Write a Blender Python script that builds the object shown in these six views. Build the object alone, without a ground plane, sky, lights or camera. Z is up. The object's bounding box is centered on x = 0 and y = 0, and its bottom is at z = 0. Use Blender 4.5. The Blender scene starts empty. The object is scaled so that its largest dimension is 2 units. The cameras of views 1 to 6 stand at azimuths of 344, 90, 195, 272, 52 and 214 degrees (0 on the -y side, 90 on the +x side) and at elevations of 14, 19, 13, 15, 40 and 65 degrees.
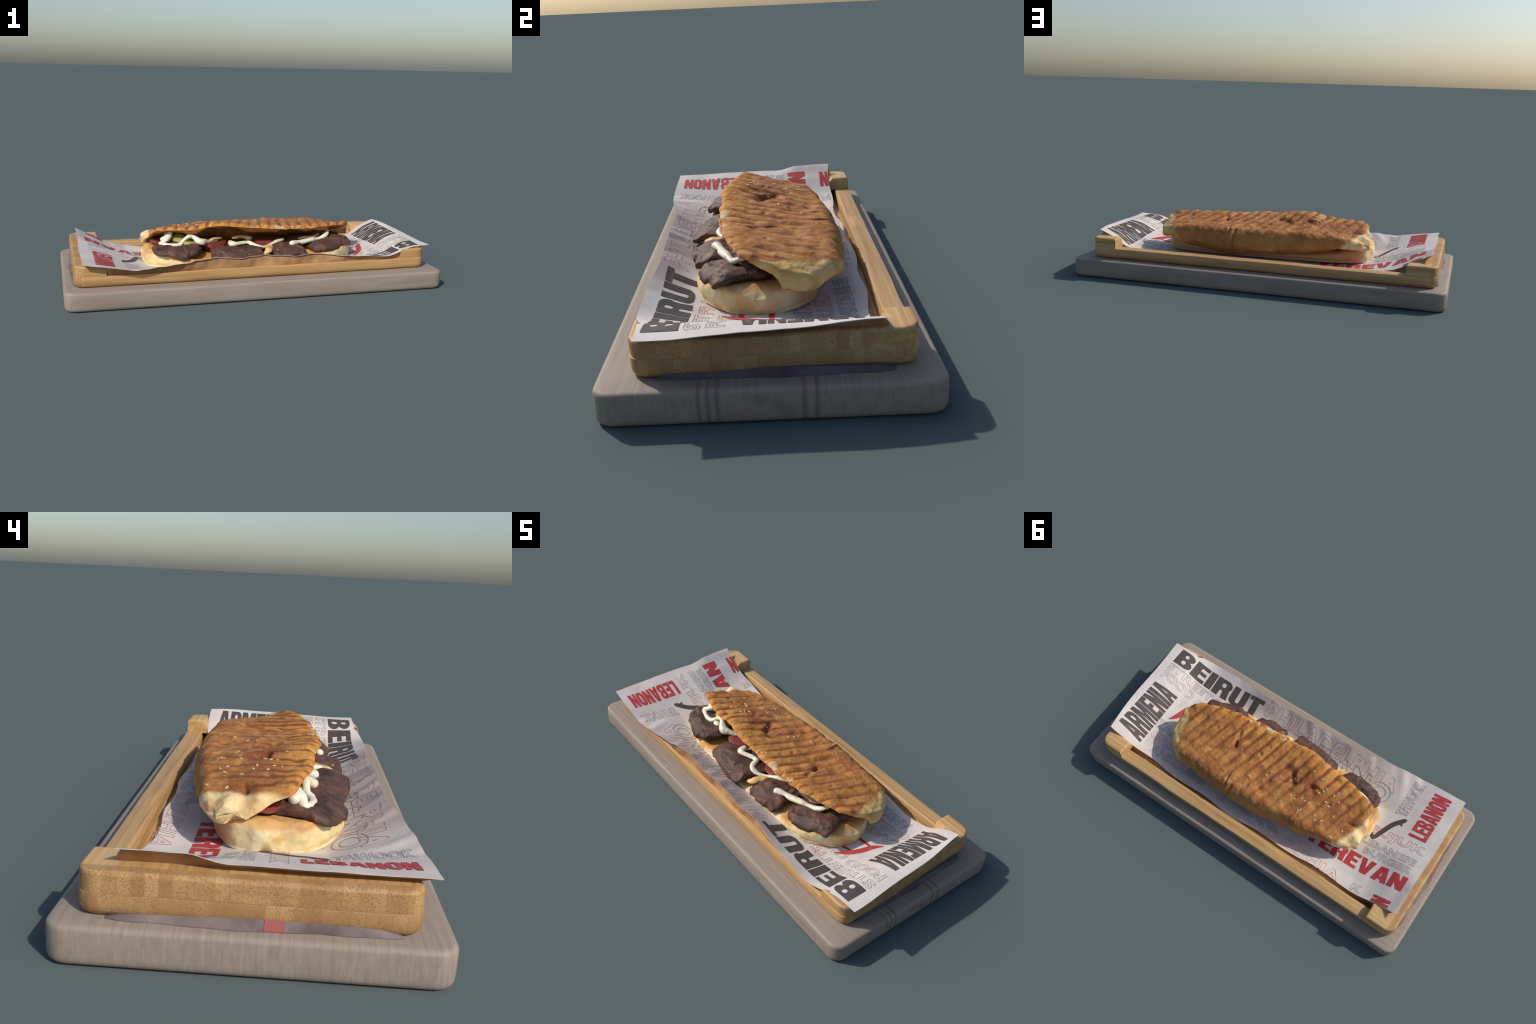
import bpy, bmesh, math, random
import numpy as np
from mathutils import Vector
from mathutils.bvhtree import BVHTree
from mathutils.geometry import tessellate_polygon

random.seed(7)
RNG = np.random.default_rng(11)
SCENE = bpy.context.scene.collection


# ------------------------------------------------------------------ helpers
def smooth(e0, e1, x):
    t = np.clip((np.asarray(x, float) - e0) / (e1 - e0), 0, 1)
    return t * t * (3 - 2 * t)


def spline(table, x):
    """Monotone-ish cubic (Catmull-Rom) through [(x, value), ...], clamped outside."""
    k = np.array([p[0] for p in table], float)
    v = np.array([p[1] for p in table], float)
    m = np.gradient(v, k)
    x = np.clip(np.asarray(x, float), k[0], k[-1])
    i = np.clip(np.searchsorted(k, x) - 1, 0, len(k) - 2)
    h = k[i + 1] - k[i]
    t = (x - k[i]) / h
    return ((1 + 2 * t) * (1 - t) ** 2 * v[i] + t * (1 - t) ** 2 * h * m[i]
            + t * t * (3 - 2 * t) * v[i + 1] + t * t * (t - 1) * h * m[i + 1])


def _hash(ix, iy, iz, seed):
    n = (ix * 374761393 + iy * 668265263 + iz * 2147483647 + seed * 1274126177) & 0xFFFFFFFF
    n = ((n ^ (n >> 13)) * 1274126177) & 0xFFFFFFFF
    n = n ^ (n >> 16)
    return (n & 0xFFFF) / 32767.5 - 1.0


def noise(p, scale, seed=0):
    """Smooth value noise in -1..1 on an (n,3) array."""
    q = np.asarray(p, float) * scale
    b = np.floor(q).astype(np.int64)
    f = q - b
    f = f * f * f * (f * (f * 6 - 15) + 10)
    out = np.zeros(len(q))
    for dx in (0, 1):
        for dy in (0, 1):
            for dz in (0, 1):
                w = (f[:, 0] if dx else 1 - f[:, 0]) * (f[:, 1] if dy else 1 - f[:, 1]) * (f[:, 2] if dz else 1 - f[:, 2])
                out += w * _hash(b[:, 0] + dx, b[:, 1] + dy, b[:, 2] + dz, seed)
    return out


def fbm(p, scale, octaves=3, seed=0, gain=0.5):
    out, a = np.zeros(len(p)), 1.0
    for o in range(octaves):
        out += a * noise(p, scale * 2 ** o, seed + o * 17)
        a *= gain
    return out


def thing(name, label, category, base):
    e = bpy.data.objects.new(name, None)
    e.location = base
    e.empty_display_size = 0.1
    e["label"], e["category"] = label, category
    SCENE.objects.link(e)
    return e


def put(name, mesh, parent, material, angle=40, smooth_shade=True):
    o = bpy.data.objects.new(name, mesh)
    SCENE.objects.link(o)
    if parent is not None:
        o.parent = parent
        base = Vector(parent.location)
        up = parent.parent
        while up is not None:
            base += Vector(up.location)
            up = up.parent
        o.location = -base
    if material is not None:
        mesh.materials.clear()
        mesh.materials.append(material)
    if smooth_shade:
        mesh.shade_smooth()
        if angle:
            mesh.set_sharp_from_angle(angle=math.radians(angle))
    return o


def mesh_from(name, verts, faces):
    m = bpy.data.meshes.new(name)
    m.from_pydata([tuple(map(float, v)) for v in verts], [], [tuple(int(i) for i in f) for f in faces])
    m.validate()
    m.update()
    return m


def fix_normals(m):
    bm = bmesh.new()
    bm.from_mesh(m)
    bmesh.ops.recalc_face_normals(bm, faces=bm.faces)
    bm.to_mesh(m)
    bm.free()


def grid_faces(nu, nv, close_v=False, offset=0):
    f = []
    for i in range(nu - 1):
        for j in range(nv if close_v else nv - 1):
            k = (j + 1) % nv
            f.append((offset + i * nv + j, offset + (i + 1) * nv + j, offset + (i + 1) * nv + k, offset + i * nv + k))
    return f


def grid_normals(P):
    du = np.gradient(P, axis=0)
    dv = np.roll(P, -1, 1) - np.roll(P, 1, 1)
    n = np.cross(du, dv)
    l = np.linalg.norm(n, axis=2, keepdims=True)
    return n / np.maximum(l, 1e-9)


def closed_curve(ctrl, n):
    """Closed Catmull-Rom through (k,2) control points, n samples spread by control index."""
    c = np.asarray(ctrl, float)
    k = len(c)
    t = np.arange(n) / n * k
    i = np.floor(t).astype(int)
    f = (t - i)[:, None]
    p0, p1, p2, p3 = c[(i - 1) % k], c[i % k], c[(i + 1) % k], c[(i + 2) % k]
    return 0.5 * (2 * p1 + (p2 - p0) * f + (2 * p0 - 5 * p1 + 4 * p2 - p3) * f ** 2 + (3 * p1 - p0 - 3 * p2 + p3) * f ** 3)


# ---------------------------------------------------------------- materials
class Mat:
    def __init__(self, name, rough=0.6, spec=0.3):
        self.m = bpy.data.materials.new(name)
        self.m.use_nodes = True
        self.t = self.m.node_tree
        self.b = self.t.nodes["Principled BSDF"]
        self.b.inputs["Roughness"].default_value = rough
        self.b.inputs["Specular IOR Level"].default_value = spec
        self.co = self.t.nodes.new("ShaderNodeTexCoord").outputs["Object"]
        s = self.t.nodes.new("ShaderNodeSeparateXYZ")
        self.t.links.new(self.co, s.inputs[0])
        self.x, self.y, self.z = s.outputs

    def link(self, src, sock):
        if hasattr(src, "is_output"):
            self.t.links.new(src, sock)
        else:
            sock.default_value = src

    def mapping(self, scale, rot=(0, 0, 0), loc=(0, 0, 0)):
        n = self.t.nodes.new("ShaderNodeMapping")
        self.t.links.new(self.co, n.inputs[0])
        n.inputs["Scale"].default_value = scale
        n.inputs["Rotation"].default_value = rot
        n.inputs["Location"].default_value = loc
        return n.outputs[0]

    def noise(self, scale, detail=3, rough=0.55, vec=None, dist=0.0):
        n = self.t.nodes.new("ShaderNodeTexNoise")
        self.t.links.new(vec or self.co, n.inputs["Vector"])
        n.inputs["Scale"].default_value = scale
        n.inputs["Detail"].default_value = detail
        n.inputs["Roughness"].default_value = rough
        n.inputs["Distortion"].default_value = dist
        return n.outputs[0]

    def voronoi(self, scale, vec=None, out="Distance", feature="F1", rand=1.0):
        n = self.t.nodes.new("ShaderNodeTexVoronoi")
        n.feature = feature
        self.t.links.new(vec or self.co, n.inputs["Vector"])
        n.inputs["Scale"].default_value = scale
        n.inputs["Randomness"].default_value = rand
        return n.outputs[out]

    def math(self, op, a, b=0.0, c=0.0):
        n = self.t.nodes.new("ShaderNodeMath")
        n.operation = op
        self.link(a, n.inputs[0])
        self.link(b, n.inputs[1])
        self.link(c, n.inputs[2])
        return n.outputs[0]

    def step(self, v, lo, hi, to0=0.0, to1=1.0):
        n = self.t.nodes.new("ShaderNodeMapRange")
        n.interpolation_type = "SMOOTHSTEP"
        self.link(v, n.inputs["Value"])
        n.inputs["From Min"].default_value = lo
        n.inputs["From Max"].default_value = hi
        n.inputs["To Min"].default_value = to0
        n.inputs["To Max"].default_value = to1
        return n.outputs[0]

    def ramp(self, v, stops):
        n = self.t.nodes.new("ShaderNodeValToRGB")
        self.link(v, n.inputs[0])
        e = n.color_ramp.elements
        while len(e) < len(stops):
            e.new(0.5)
        for el, (p, c) in zip(e, stops):
            el.position = p
            el.color = (*c, 1) if hasattr(c, "__len__") else (c, c, c, 1)
        return n.outputs[0]

    def mix(self, f, a, b, mode="MIX"):
        n = self.t.nodes.new("ShaderNodeMix")
        n.data_type = "RGBA"
        n.blend_type = mode
        self.link(f, n.inputs[0])
        for src, s in ((a, n.inputs[6]), (b, n.inputs[7])):
            self.link((*src, 1) if isinstance(src, tuple) else src, s)
        return n.outputs[2]

    def color(self, c):
        self.link((*c, 1) if isinstance(c, tuple) else c, self.b.inputs["Base Color"])
        return self

    def bump(self, h, strength=0.3, dist=0.01):
        n = self.t.nodes.new("ShaderNodeBump")
        n.inputs["Strength"].default_value = strength
        n.inputs["Distance"].default_value = dist
        self.t.links.new(h, n.inputs["Height"])
        self.t.links.new(n.outputs[0], self.b.inputs["Normal"])
        return self


RIDGE_PERIOD, RIDGE_SKEW, RIDGE_PHASE = 0.0575, 0.27, 0.081


def slab_material():
    m = Mat("weathered_board_wood", 0.6, 0.25)
    fine = m.noise(60, 3, 0.6, m.mapping((0.05, 1.6, 0.35)))
    broad = m.noise(5, 3, 0.5, m.mapping((0.25, 1.6, 1.6)))
    lines = m.math("SINE", m.math("MULTIPLY_ADD", m.y, 520.0, m.math("MULTIPLY", broad, 9.0)))
    c = m.ramp(fine, [(0.3, (0.255, 0.204, 0.165)), (0.7, (0.335, 0.275, 0.225))])
    c = m.mix(m.step(lines, 0.2, 1.0, 0, 0.16), c, (0.24, 0.18, 0.15))
    c = m.mix(m.step(broad, 0.5, 0.75, 0, 0.4), c, (0.31, 0.25, 0.185))
    # darker growth-ring streaks near the ends, all running along the board
    streak = None
    wob = m.math("MULTIPLY_ADD", m.noise(3, 2, 0.5, m.mapping((0.5, 2, 2))), 0.012, -0.006)
    yw = m.math("ADD", m.y, wob)
    for y0, w in ((-0.181, 0.005), (-0.157, 0.005), (-0.133, 0.005), (0.084, 0.006), (0.115, 0.006)):
        d = m.math("ABSOLUTE", m.math("SUBTRACT", yw, y0))
        s = m.step(d, w * 0.2, w * 1.8, 1.0, 0.0)
        streak = s if streak is None else m.math("MAXIMUM", streak, s)
    near_end = m.step(m.math("ADD", m.x, m.math("MULTIPLY_ADD", m.noise(4, 3), 0.5, -0.25)), 0.80, 1.0, 0.10, 0.62)
    c = m.mix(m.math("MULTIPLY", streak, near_end), c, (0.13, 0.085, 0.065))
    # knots in the end between the streaks
    for ky, kz in ((-0.033, 0.067), (0.018, 0.052), (0.04, 0.03)):
        d = m.math("ADD", m.math("POWER", m.math("SUBTRACT", m.y, ky), 2.0), m.math("POWER", m.math("MULTIPLY", m.math("SUBTRACT", m.z, kz), 1.3), 2.0))
        c = m.mix(m.math("MULTIPLY", m.step(d, 0.0, 0.0007, 0.45, 0.0), m.step(m.x, 0.97, 0.995)), c, (0.2, 0.12, 0.085))
    return m.color(c).bump(fine, 0.12, 0.004).m


def bamboo_material(name, tint=1.0):
    m = Mat(name, 0.5, 0.3)
    fine = m.noise(55, 4, 0.6, m.mapping((0.045, 1.5, 1.5)))
    broad = m.noise(7, 2, 0.5, m.mapping((0.12, 2.2, 2.2)))
    a = tuple(v * tint for v in (0.385, 0.21, 0.082))
    b = tuple(v * tint for v in (0.545, 0.33, 0.14))
    long_grain = m.mix(m.step(fine, 0.3, 0.7), a, b)
    long_grain = m.mix(m.step(broad, 0.45, 0.7, 0, 0.55), long_grain, tuple(v * tint for v in (0.63, 0.42, 0.19)))
    # bamboo nodes: darker cross bands every so often
    node = m.voronoi(2.3, m.mapping((1, 9, 9)), "Distance", "F1")
    long_grain = m.mix(m.step(node, 0.03, 0.09, 0.35, 0.0), long_grain, (0.33, 0.16, 0.05))
    # end grain: glued strips with dark fibre dots
    n = m.t.nodes.new("ShaderNodeTexBrick")
    v = m.t.nodes.new("ShaderNodeCombineXYZ")
    m.link(m.math("MULTIPLY", m.y, 10.0), v.inputs[0])
    m.link(m.math("MULTIPLY_ADD", m.z, 10.0, -0.47), v.inputs[1])
    m.t.links.new(v.outputs[0], n.inputs["Vector"])
    n.inputs["Scale"].default_value = 1.0
    n.inputs["Brick Width"].default_value = 0.31
    n.inputs["Row Height"].default_value = 0.53
    n.inputs["Mortar Size"].default_value = 0.012
    n.inputs["Mortar Smooth"].default_value = 0.8
    n.inputs["Color1"].default_value = (*a, 1)
    n.inputs["Color2"].default_value = (*tuple(x * tint for x in (0.56, 0.36, 0.155)), 1)
    n.inputs["Mortar"].default_value = (0.40, 0.23, 0.095, 1)
    n.offset = 0.37
    dots = m.voronoi(200, m.mapping((0.3, 1, 0.8)), rand=0.75)
    patch = m.step(m.noise(18, 2), 0.35, 0.6, 0.45, 0.9)
    end = m.mix(m.math("MULTIPLY", m.step(dots, 0.2, 0.55, 0.9, 0.0), patch), n.outputs[0], (0.25, 0.125, 0.048))
    end = m.mix(m.step(m.noise(9, 3), 0.4, 0.7, 0, 0.45), end, (0.33, 0.17, 0.075))
    # the lower glued layer is the darker one
    end = m.mix(m.step(m.z, 0.148, 0.162, 0.35, 0.0), end, (0.29, 0.155, 0.07))
    c = m.mix(m.step(m.math("ABSOLUTE", m.x), 0.908, 0.916), long_grain, end)
    return m.color(c).bump(fine, 0.15, 0.004).m


def paper_material():
    m = Mat("greaseproof_paper", 0.55, 0.3)
    n1 = m.noise(3.5, 4, 0.6)
    c = m.ramp(n1, [(0.35, (0.55, 0.475, 0.43)), (0.62, (0.65, 0.585, 0.54))])
    wet = m.noise(6, 3, 0.6, m.mapping((1, 1, 1), loc=(3, 5, 0)))
    c = m.mix(m.step(wet, 0.55, 0.72, 0, 0.5), c, (0.56, 0.46, 0.40))
    # darker strip along the lifted front edge
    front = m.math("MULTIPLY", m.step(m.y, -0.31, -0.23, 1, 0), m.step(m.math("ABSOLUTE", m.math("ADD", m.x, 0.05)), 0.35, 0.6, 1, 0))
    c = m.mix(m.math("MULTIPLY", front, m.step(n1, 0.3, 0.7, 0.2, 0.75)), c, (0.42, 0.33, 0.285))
    return m.color(c).bump(m.noise(45, 3), 0.12, 0.004).m


def ink(name, col):
    m = Mat(name, 0.6, 0.25)
    n = m.noise(30, 3)
    c = m.mix(m.step(n, 0.35, 0.7, 0, 0.35), col, tuple(min(1, v * 1.5 + 0.02) for v in col))
    return m.color(c).m


def liner_material():
    m = Mat("brown_wrapping_paper", 0.65, 0.2)
    v = m.noise(9, 4, 0.6, m.mapping((1.0, 1.0, 0.35)))
    c = m.ramp(v, [(0.3, (0.26, 0.125, 0.055)), (0.55, (0.40, 0.22, 0.105)), (0.75, (0.50, 0.31, 0.17))])
    r = m.noise(7, 2, 0.5, m.mapping((1, 1, 1), loc=(7, 1, 2)))
    c = m.mix(m.step(r, 0.6, 0.72, 0, 0.5), c, (0.36, 0.12, 0.075))
    return m.color(c).bump(v, 0.3, 0.006).m


def crust_material():
    m = Mat("grilled_crust", 0.65, 0.15)
    big = m.noise(7, 4, 0.62, None, 0.6)
    mid = m.noise(24, 5, 0.7, None, 0.3)
    fine = m.noise(130, 3, 0.7)
    c = m.ramp(big, [(0.28, (0.235, 0.082, 0.028)), (0.46, (0.385, 0.158, 0.046)), (0.60, (0.46, 0.215, 0.062)), (0.76, (0.56, 0.295, 0.088))])
    c = m.mix(m.step(mid, 0.48, 0.66, 0, 0.75), c, (0.245, 0.085, 0.036))
    c = m.mix(m.step(mid, 0.30, 0.44, 0.55, 0.0), c, (0.60, 0.31, 0.11))
    # floury flecks
    flour = m.math("MULTIPLY", m.step(fine, 0.52, 0.72), m.step(m.noise(10, 2, 0.5, m.mapping((1, 1, 1), loc=(8, 1, 3))), 0.4, 0.6, 0.05, 0.42))
    c = m.mix(flour, c, (0.64, 0.38, 0.15))
    speck = m.noise(75, 4, 0.75)
    c = m.mix(m.step(speck, 0.55, 0.70, 0, 0.55), c, (0.20, 0.066, 0.026))
    c = m.mix(m.step(speck, 0.28, 0.42, 0.5, 0.0), c, (0.60, 0.33, 0.125))
    # dark over-baked patch around the burst bubble
    px = m.math("POWER", m.math("MULTIPLY", m.math("ADD", m.x, 0.16), 5.5), 2.0)
    py = m.math("POWER", m.math("MULTIPLY", m.math("ADD", m.y, -0.02), 11.0), 2.0)
    burnt = m.math("MULTIPLY", m.step(m.math("ADD", m.math("ADD", px, py), m.math("MULTIPLY", mid, 0.8)), 0.4, 1.4, 1, 0), m.step(m.z, 0.27, 0.285))
    c = m.mix(m.math("MULTIPLY", burnt, m.step(mid, 0.36, 0.56, 0.1, 0.8)), c, (0.22, 0.062, 0.026))
    # orange, buttery front third
    lip = m.step(m.math("ADD", m.y, m.math("MULTIPLY_ADD", big, 0.12, -0.06)), -0.13, -0.02, 0.75, 0.0)
    on_top = m.step(m.z, 0.262, 0.282)
    c = m.mix(m.math("MULTIPLY", lip, on_top), c, m.ramp(mid, [(0.35, (0.66, 0.32, 0.075)), (0.65, (0.46, 0.17, 0.035))]))
    # grill marks in the valleys
    ph = m.math("DIVIDE", m.math("SUBTRACT", m.math("MULTIPLY_ADD", m.y, -RIDGE_SKEW, m.x), RIDGE_PHASE), RIDGE_PERIOD)
    ph = m.math("ADD", ph, m.math("MULTIPLY_ADD", m.noise(7, 2), 0.36, -0.18))
    valley = m.step(m.math("COSINE", m.math("MULTIPLY", ph, 2 * math.pi)), 0.15, 1.0)
    strength = m.step(m.y, -0.02, 0.2, 0.85, 0.35)
    broken = m.step(m.noise(9, 3, 0.6, m.mapping((1, 1, 1), loc=(2, 9, 4))), 0.28, 0.55, 0.15, 1.0)
    g = m.t.nodes.new("ShaderNodeNewGeometry")
    gs = m.t.nodes.new("ShaderNodeSeparateXYZ")
    m.t.links.new(g.outputs["Normal"], gs.inputs[0])
    pressed = m.math("MULTIPLY", on_top, m.step(gs.outputs[2], 0.35, 0.75))  # only what touched the grill plate
    valley = m.math("MULTIPLY", m.math("MULTIPLY", valley, strength), m.math("MULTIPLY", pressed, broken))
    c = m.mix(valley, c, (0.19, 0.052, 0.02))
    # pale blisters along the front rim
    spots = m.math("MULTIPLY", m.math("MULTIPLY", m.step(m.y, -0.135, -0.118, 1, 0), m.step(m.noise(30, 2, 0.5), 0.50, 0.60)), m.step(m.z, 0.285, 0.295))
    c = m.mix(m.math("MULTIPLY", spots, m.step(m.x, -0.02, 0.04, 0.0, 0.75)), c, (0.66, 0.53, 0.32))
    # back flank: even orange-brown bake
    flank = m.math("MULTIPLY", m.step(m.z, 0.24, 0.275, 1, 0), m.step(m.y, 0.1, 0.18))
    c = m.mix(m.math("MULTIPLY", flank, 0.8), c, m.ramp(big, [(0.3, (0.40, 0.16, 0.042)), (0.7, (0.58, 0.29, 0.095))]))
    # pale unbaked ends
    wob = m.math("MULTIPLY_ADD", m.noise(14, 3), 0.05, -0.025)
    right = m.math("ADD", m.math("MULTIPLY_ADD", m.z, -1.1, m.x), wob)
    right = m.math("MULTIPLY_ADD", m.y, 0.22, right)
    left = m.math("ADD", m.math("MULTIPLY_ADD", m.z, -1.1, m.math("MULTIPLY", m.x, -1)), wob)
    left = m.math("MULTIPLY_ADD", m.y, 0.22, left)
    rp, lp = m.step(right, 0.262, 0.30), m.step(left, 0.215, 0.25)
    cream = m.ramp(m.noise(11, 3), [(0.3, (0.60, 0.36, 0.115)), (0.52, (0.70, 0.49, 0.21)), (0.72, (0.56, 0.29, 0.08))])
    bright = m.ramp(m.noise(11, 3), [(0.3, (0.66, 0.42, 0.16)), (0.52, (0.77, 0.58, 0.31)), (0.72, (0.58, 0.30, 0.09))])
    c = m.mix(rp, c, cream)
    c = m.mix(lp, c, bright)
    # dark orange underside of the lifted half
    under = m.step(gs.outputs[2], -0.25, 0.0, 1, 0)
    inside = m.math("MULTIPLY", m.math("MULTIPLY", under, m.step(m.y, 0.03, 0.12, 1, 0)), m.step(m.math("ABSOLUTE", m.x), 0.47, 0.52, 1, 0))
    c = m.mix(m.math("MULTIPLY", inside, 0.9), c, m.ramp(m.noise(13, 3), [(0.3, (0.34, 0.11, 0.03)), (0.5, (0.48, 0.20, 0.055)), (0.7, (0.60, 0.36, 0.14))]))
    return m.color(c).bump(m.math("ADD", m.math("MULTIPLY", speck, 0.5), mid), 0.5, 0.009).m


def crumb_material():
    m = Mat("pale_bread", 0.55, 0.3)
    n1 = m.noise(9, 4, 0.55)
    c = m.ramp(n1, [(0.3, (0.62, 0.42, 0.17)), (0.5, (0.75, 0.59, 0.31)), (0.7, (0.80, 0.68, 0.42))])
    stain = m.noise(10, 3, 0.6, m.mapping((1, 1, 1), loc=(4, 4, 1)))
    c = m.mix(m.step(stain, 0.55, 0.68, 0, 0.7), c, (0.62, 0.33, 0.06))
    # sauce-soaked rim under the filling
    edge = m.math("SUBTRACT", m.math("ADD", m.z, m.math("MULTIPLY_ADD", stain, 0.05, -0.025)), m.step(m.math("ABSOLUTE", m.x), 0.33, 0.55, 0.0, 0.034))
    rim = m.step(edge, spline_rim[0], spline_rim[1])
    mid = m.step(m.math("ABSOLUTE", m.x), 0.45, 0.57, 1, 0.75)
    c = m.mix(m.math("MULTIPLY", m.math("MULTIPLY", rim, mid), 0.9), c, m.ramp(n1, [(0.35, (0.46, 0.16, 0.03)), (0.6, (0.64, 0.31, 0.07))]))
    # baked brown flank at the back
    back = m.step(m.math("ADD", m.y, m.math("MULTIPLY_ADD", n1, 0.06, -0.03)), 0.06, 0.12)
    c = m.mix(m.math("MULTIPLY", back, 0.8), c, (0.46, 0.20, 0.075))
    return m.color(c).bump(m.noise(40, 4), 0.25, 0.006).m


spline_rim = (0.146, 0.166)


def patty_material():
    m = Mat("charred_meat", 0.6, 0.35)
    n1, n2 = m.noise(14, 5, 0.65), m.noise(70, 3, 0.7)
    c = m.ramp(n1, [(0.3, (0.042, 0.020, 0.015)), (0.52, (0.088, 0.043, 0.031)), (0.72, (0.17, 0.075, 0.04))])
    c = m.mix(m.step(n2, 0.6, 0.75, 0, 0.5), c, (0.21, 0.095, 0.05))
    fat = m.voronoi(26)
    pick = m.noise(17, 1)
    c = m.mix(m.math("MULTIPLY", m.step(fat, 0.10, 0.17, 1, 0), m.step(pick, 0.53, 0.57, 0, 0.9)), c, (0.50, 0.26, 0.11))
    return m.color(c).bump(m.math("ADD", n1, m.math("MULTIPLY", n2, 0.4)), 0.6, 0.01).m


def simple(name, lo, hi, scale=12, rough=0.5, spec=0.3, bump=0.15, coat=0.0, sss=0.0):
    m = Mat(name, rough, spec)
    n = m.noise(scale, 3)
    if coat:
        m.b.inputs["Coat Weight"].default_value = coat
    if sss:
        m.b.inputs["Subsurface Weight"].default_value = sss
        m.b.inputs["Subsurface Radius"].default_value = (0.02, 0.015, 0.008)
        m.b.inputs["Subsurface Scale"].default_value = 0.4
    return m.color(m.ramp(n, [(0.3, lo), (0.7, hi)])).bump(n, bump, 0.005).m


# ------------------------------------------------------------------- shapes
def rounded_rect(hx, hy, r, seg=8):
    """Outline with a fixed number of points (corner fans plus subdivided sides)."""
    pts = []
    corners = ((hx - r, hy - r, 0), (-hx + r, hy - r, 90), (-hx + r, -hy + r, 180), (hx - r, -hy + r, 270))
    for cx, cy, a0 in corners:
        for i in range(seg + 1):
            a = math.radians(a0 + 90 * i / seg)
            pts.append((cx + r * math.cos(a), cy + r * math.sin(a)))
    out = []
    for i, p in enumerate(pts):
        q = pts[(i + 1) % len(pts)]
        n = 24 if (i % (seg + 1)) == seg else 1
        for k in range(n):
            out.append((p[0] + (q[0] - p[0]) * k / n, p[1] + (q[1] - p[1]) * k / n))
    return out


def swept(hx, hy, r, profile, close=False):
    verts, n = [], 0
    for inset, z in profile:
        ring = rounded_rect(hx - inset, hy - inset, max(r - inset, 0.012))
        n = len(ring)
        verts += [(x, y, z) for x, y in ring]
    k = len(profile)
    faces = grid_faces(k, n, True)
    if close:
        faces += [((k - 1) * n + j, j, (j + 1) % n, (k - 1) * n + (j + 1) % n) for j in range(n)]
    else:
        faces += [tuple(range(n))[::-1], tuple(range((k - 1) * n, k * n))]
    m = mesh_from("swept", verts, faces)
    fix_normals(m)
    return m


def wobble(mesh, amp, scale, seed, keep_z_below=None):
    v = np.empty(len(mesh.vertices) * 3)
    mesh.vertices.foreach_get("co", v)
    v = v.reshape(-1, 3)
    d = np.stack([fbm(v, scale, 2, seed + k * 31) for k in range(3)], 1) * amp
    if keep_z_below is not None:
        d[v[:, 2] < keep_z_below] = 0
    v += d
    mesh.vertices.foreach_set("co", v.ravel())
    mesh.update()


FRONT_Y = [(-0.93, -0.416), (-0.80, -0.42), (-0.67, -0.422), (-0.56, -0.414), (-0.48, -0.402), (-0.39, -0.388), (-0.32, -0.372), (-0.25, -0.361), (-0.11, -0.364), (0.0, -0.359), (0.17, -0.362), (0.32, -0.355), (0.46, -0.37), (0.61, -0.374), (0.71, -0.373), (0.77, -0.363), (0.83, -0.350), (0.96, -0.343)]
FRONT_Z = [(-0.93, 0.226), (-0.82, 0.208), (-0.73, 0.195), (-0.67, 0.187), (-0.56, 0.194), (-0.48, 0.199), (-0.39, 0.204), (-0.32, 0.209), (-0.25, 0.214), (-0.11, 0.206), (0.0, 0.214), (0.17, 0.202), (0.32, 0.203), (0.46, 0.190), (0.61, 0.181), (0.71, 0.177), (0.77, 0.189), (0.83, 0.208), (0.96, 0.218)]
LEFT_X = [(-0.42, -0.909), (0.0, -0.911), (0.31, -0.912)]
RIGHT_X = [(-0.36, 0.952), (-0.1, 0.945), (0.1, 0.93), (0.32, 0.908)]
RIGHT_Z = [(0.58, 0.0), (0.64, 0.010), (0.70, 0.024), (0.73, 0.032), (0.76, 0.048), (0.80, 0.072), (0.85, 0.092), (0.90, 0.102), (0.96, 0.103)]
LEFT_Z = [(0.50, 0.002), (0.56, 0.008), (0.62, 0.022), (0.70, 0.044), (0.76, 0.066), (0.84, 0.092), (0.92, 0.108)]
FLOOR_Z = 0.121


def paper_z(x, y):
    x, y = np.asarray(x, float), np.asarray(y, float)
    lag = smooth(-0.02, 0.22, y) * smooth(0.86, 0.77, np.abs(x))
    e = np.where(x > 0, spline(RIGHT_Z, np.abs(x) - 0.022 * lag), spline(LEFT_Z, np.abs(x) - 0.04 * lag))
    base = FLOOR_Z + e
    base = base + 0.022 * smooth(0.05, 0.16, y) * smooth(0.84, 0.92, -x) + 0.013 * np.clip((y + 0.05) / 0.3, -1, 1) * smooth(0.84, 0.93, x) + 0.014 * smooth(0.22, 0.32, y) * (1 - smooth(0.6, 0.8, np.abs(x)))
    yf = spline(FRONT_Y, x)
    s = np.clip((-0.185 - y) / (-0.185 - yf), 0, 1)
    s = s ** (1.3 - 0.25 * smooth(-0.35, -0.5, x))
    base = base - 0.008 * smooth(0.0, 0.15, y) * smooth(0.8, 0.7, np.abs(x)) + 0.011 * np.exp(-((x + 0.60) / 0.08) ** 2 - ((y + 0.28) / 0.07) ** 2)
    z = base * (1 - s) + spline(FRONT_Z, x) * s
    p = np.stack([x.ravel(), y.ravel(), 0 * x.ravel()], 1)
    w = (0.0032 * fbm(p, 7, 3, 4)).reshape(x.shape)
    crease = (0.003 * noise(np.stack([p[:, 0] * 1.0 + p[:, 1] * 0.5, p[:, 1] * 0.25, p[:, 2]], 1), 24, 9)).reshape(x.shape)
    return z + w * 0.8 + crease * smooth(-0.22, -0.36, y) * smooth(0.75, 0.5, np.abs(x))


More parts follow.
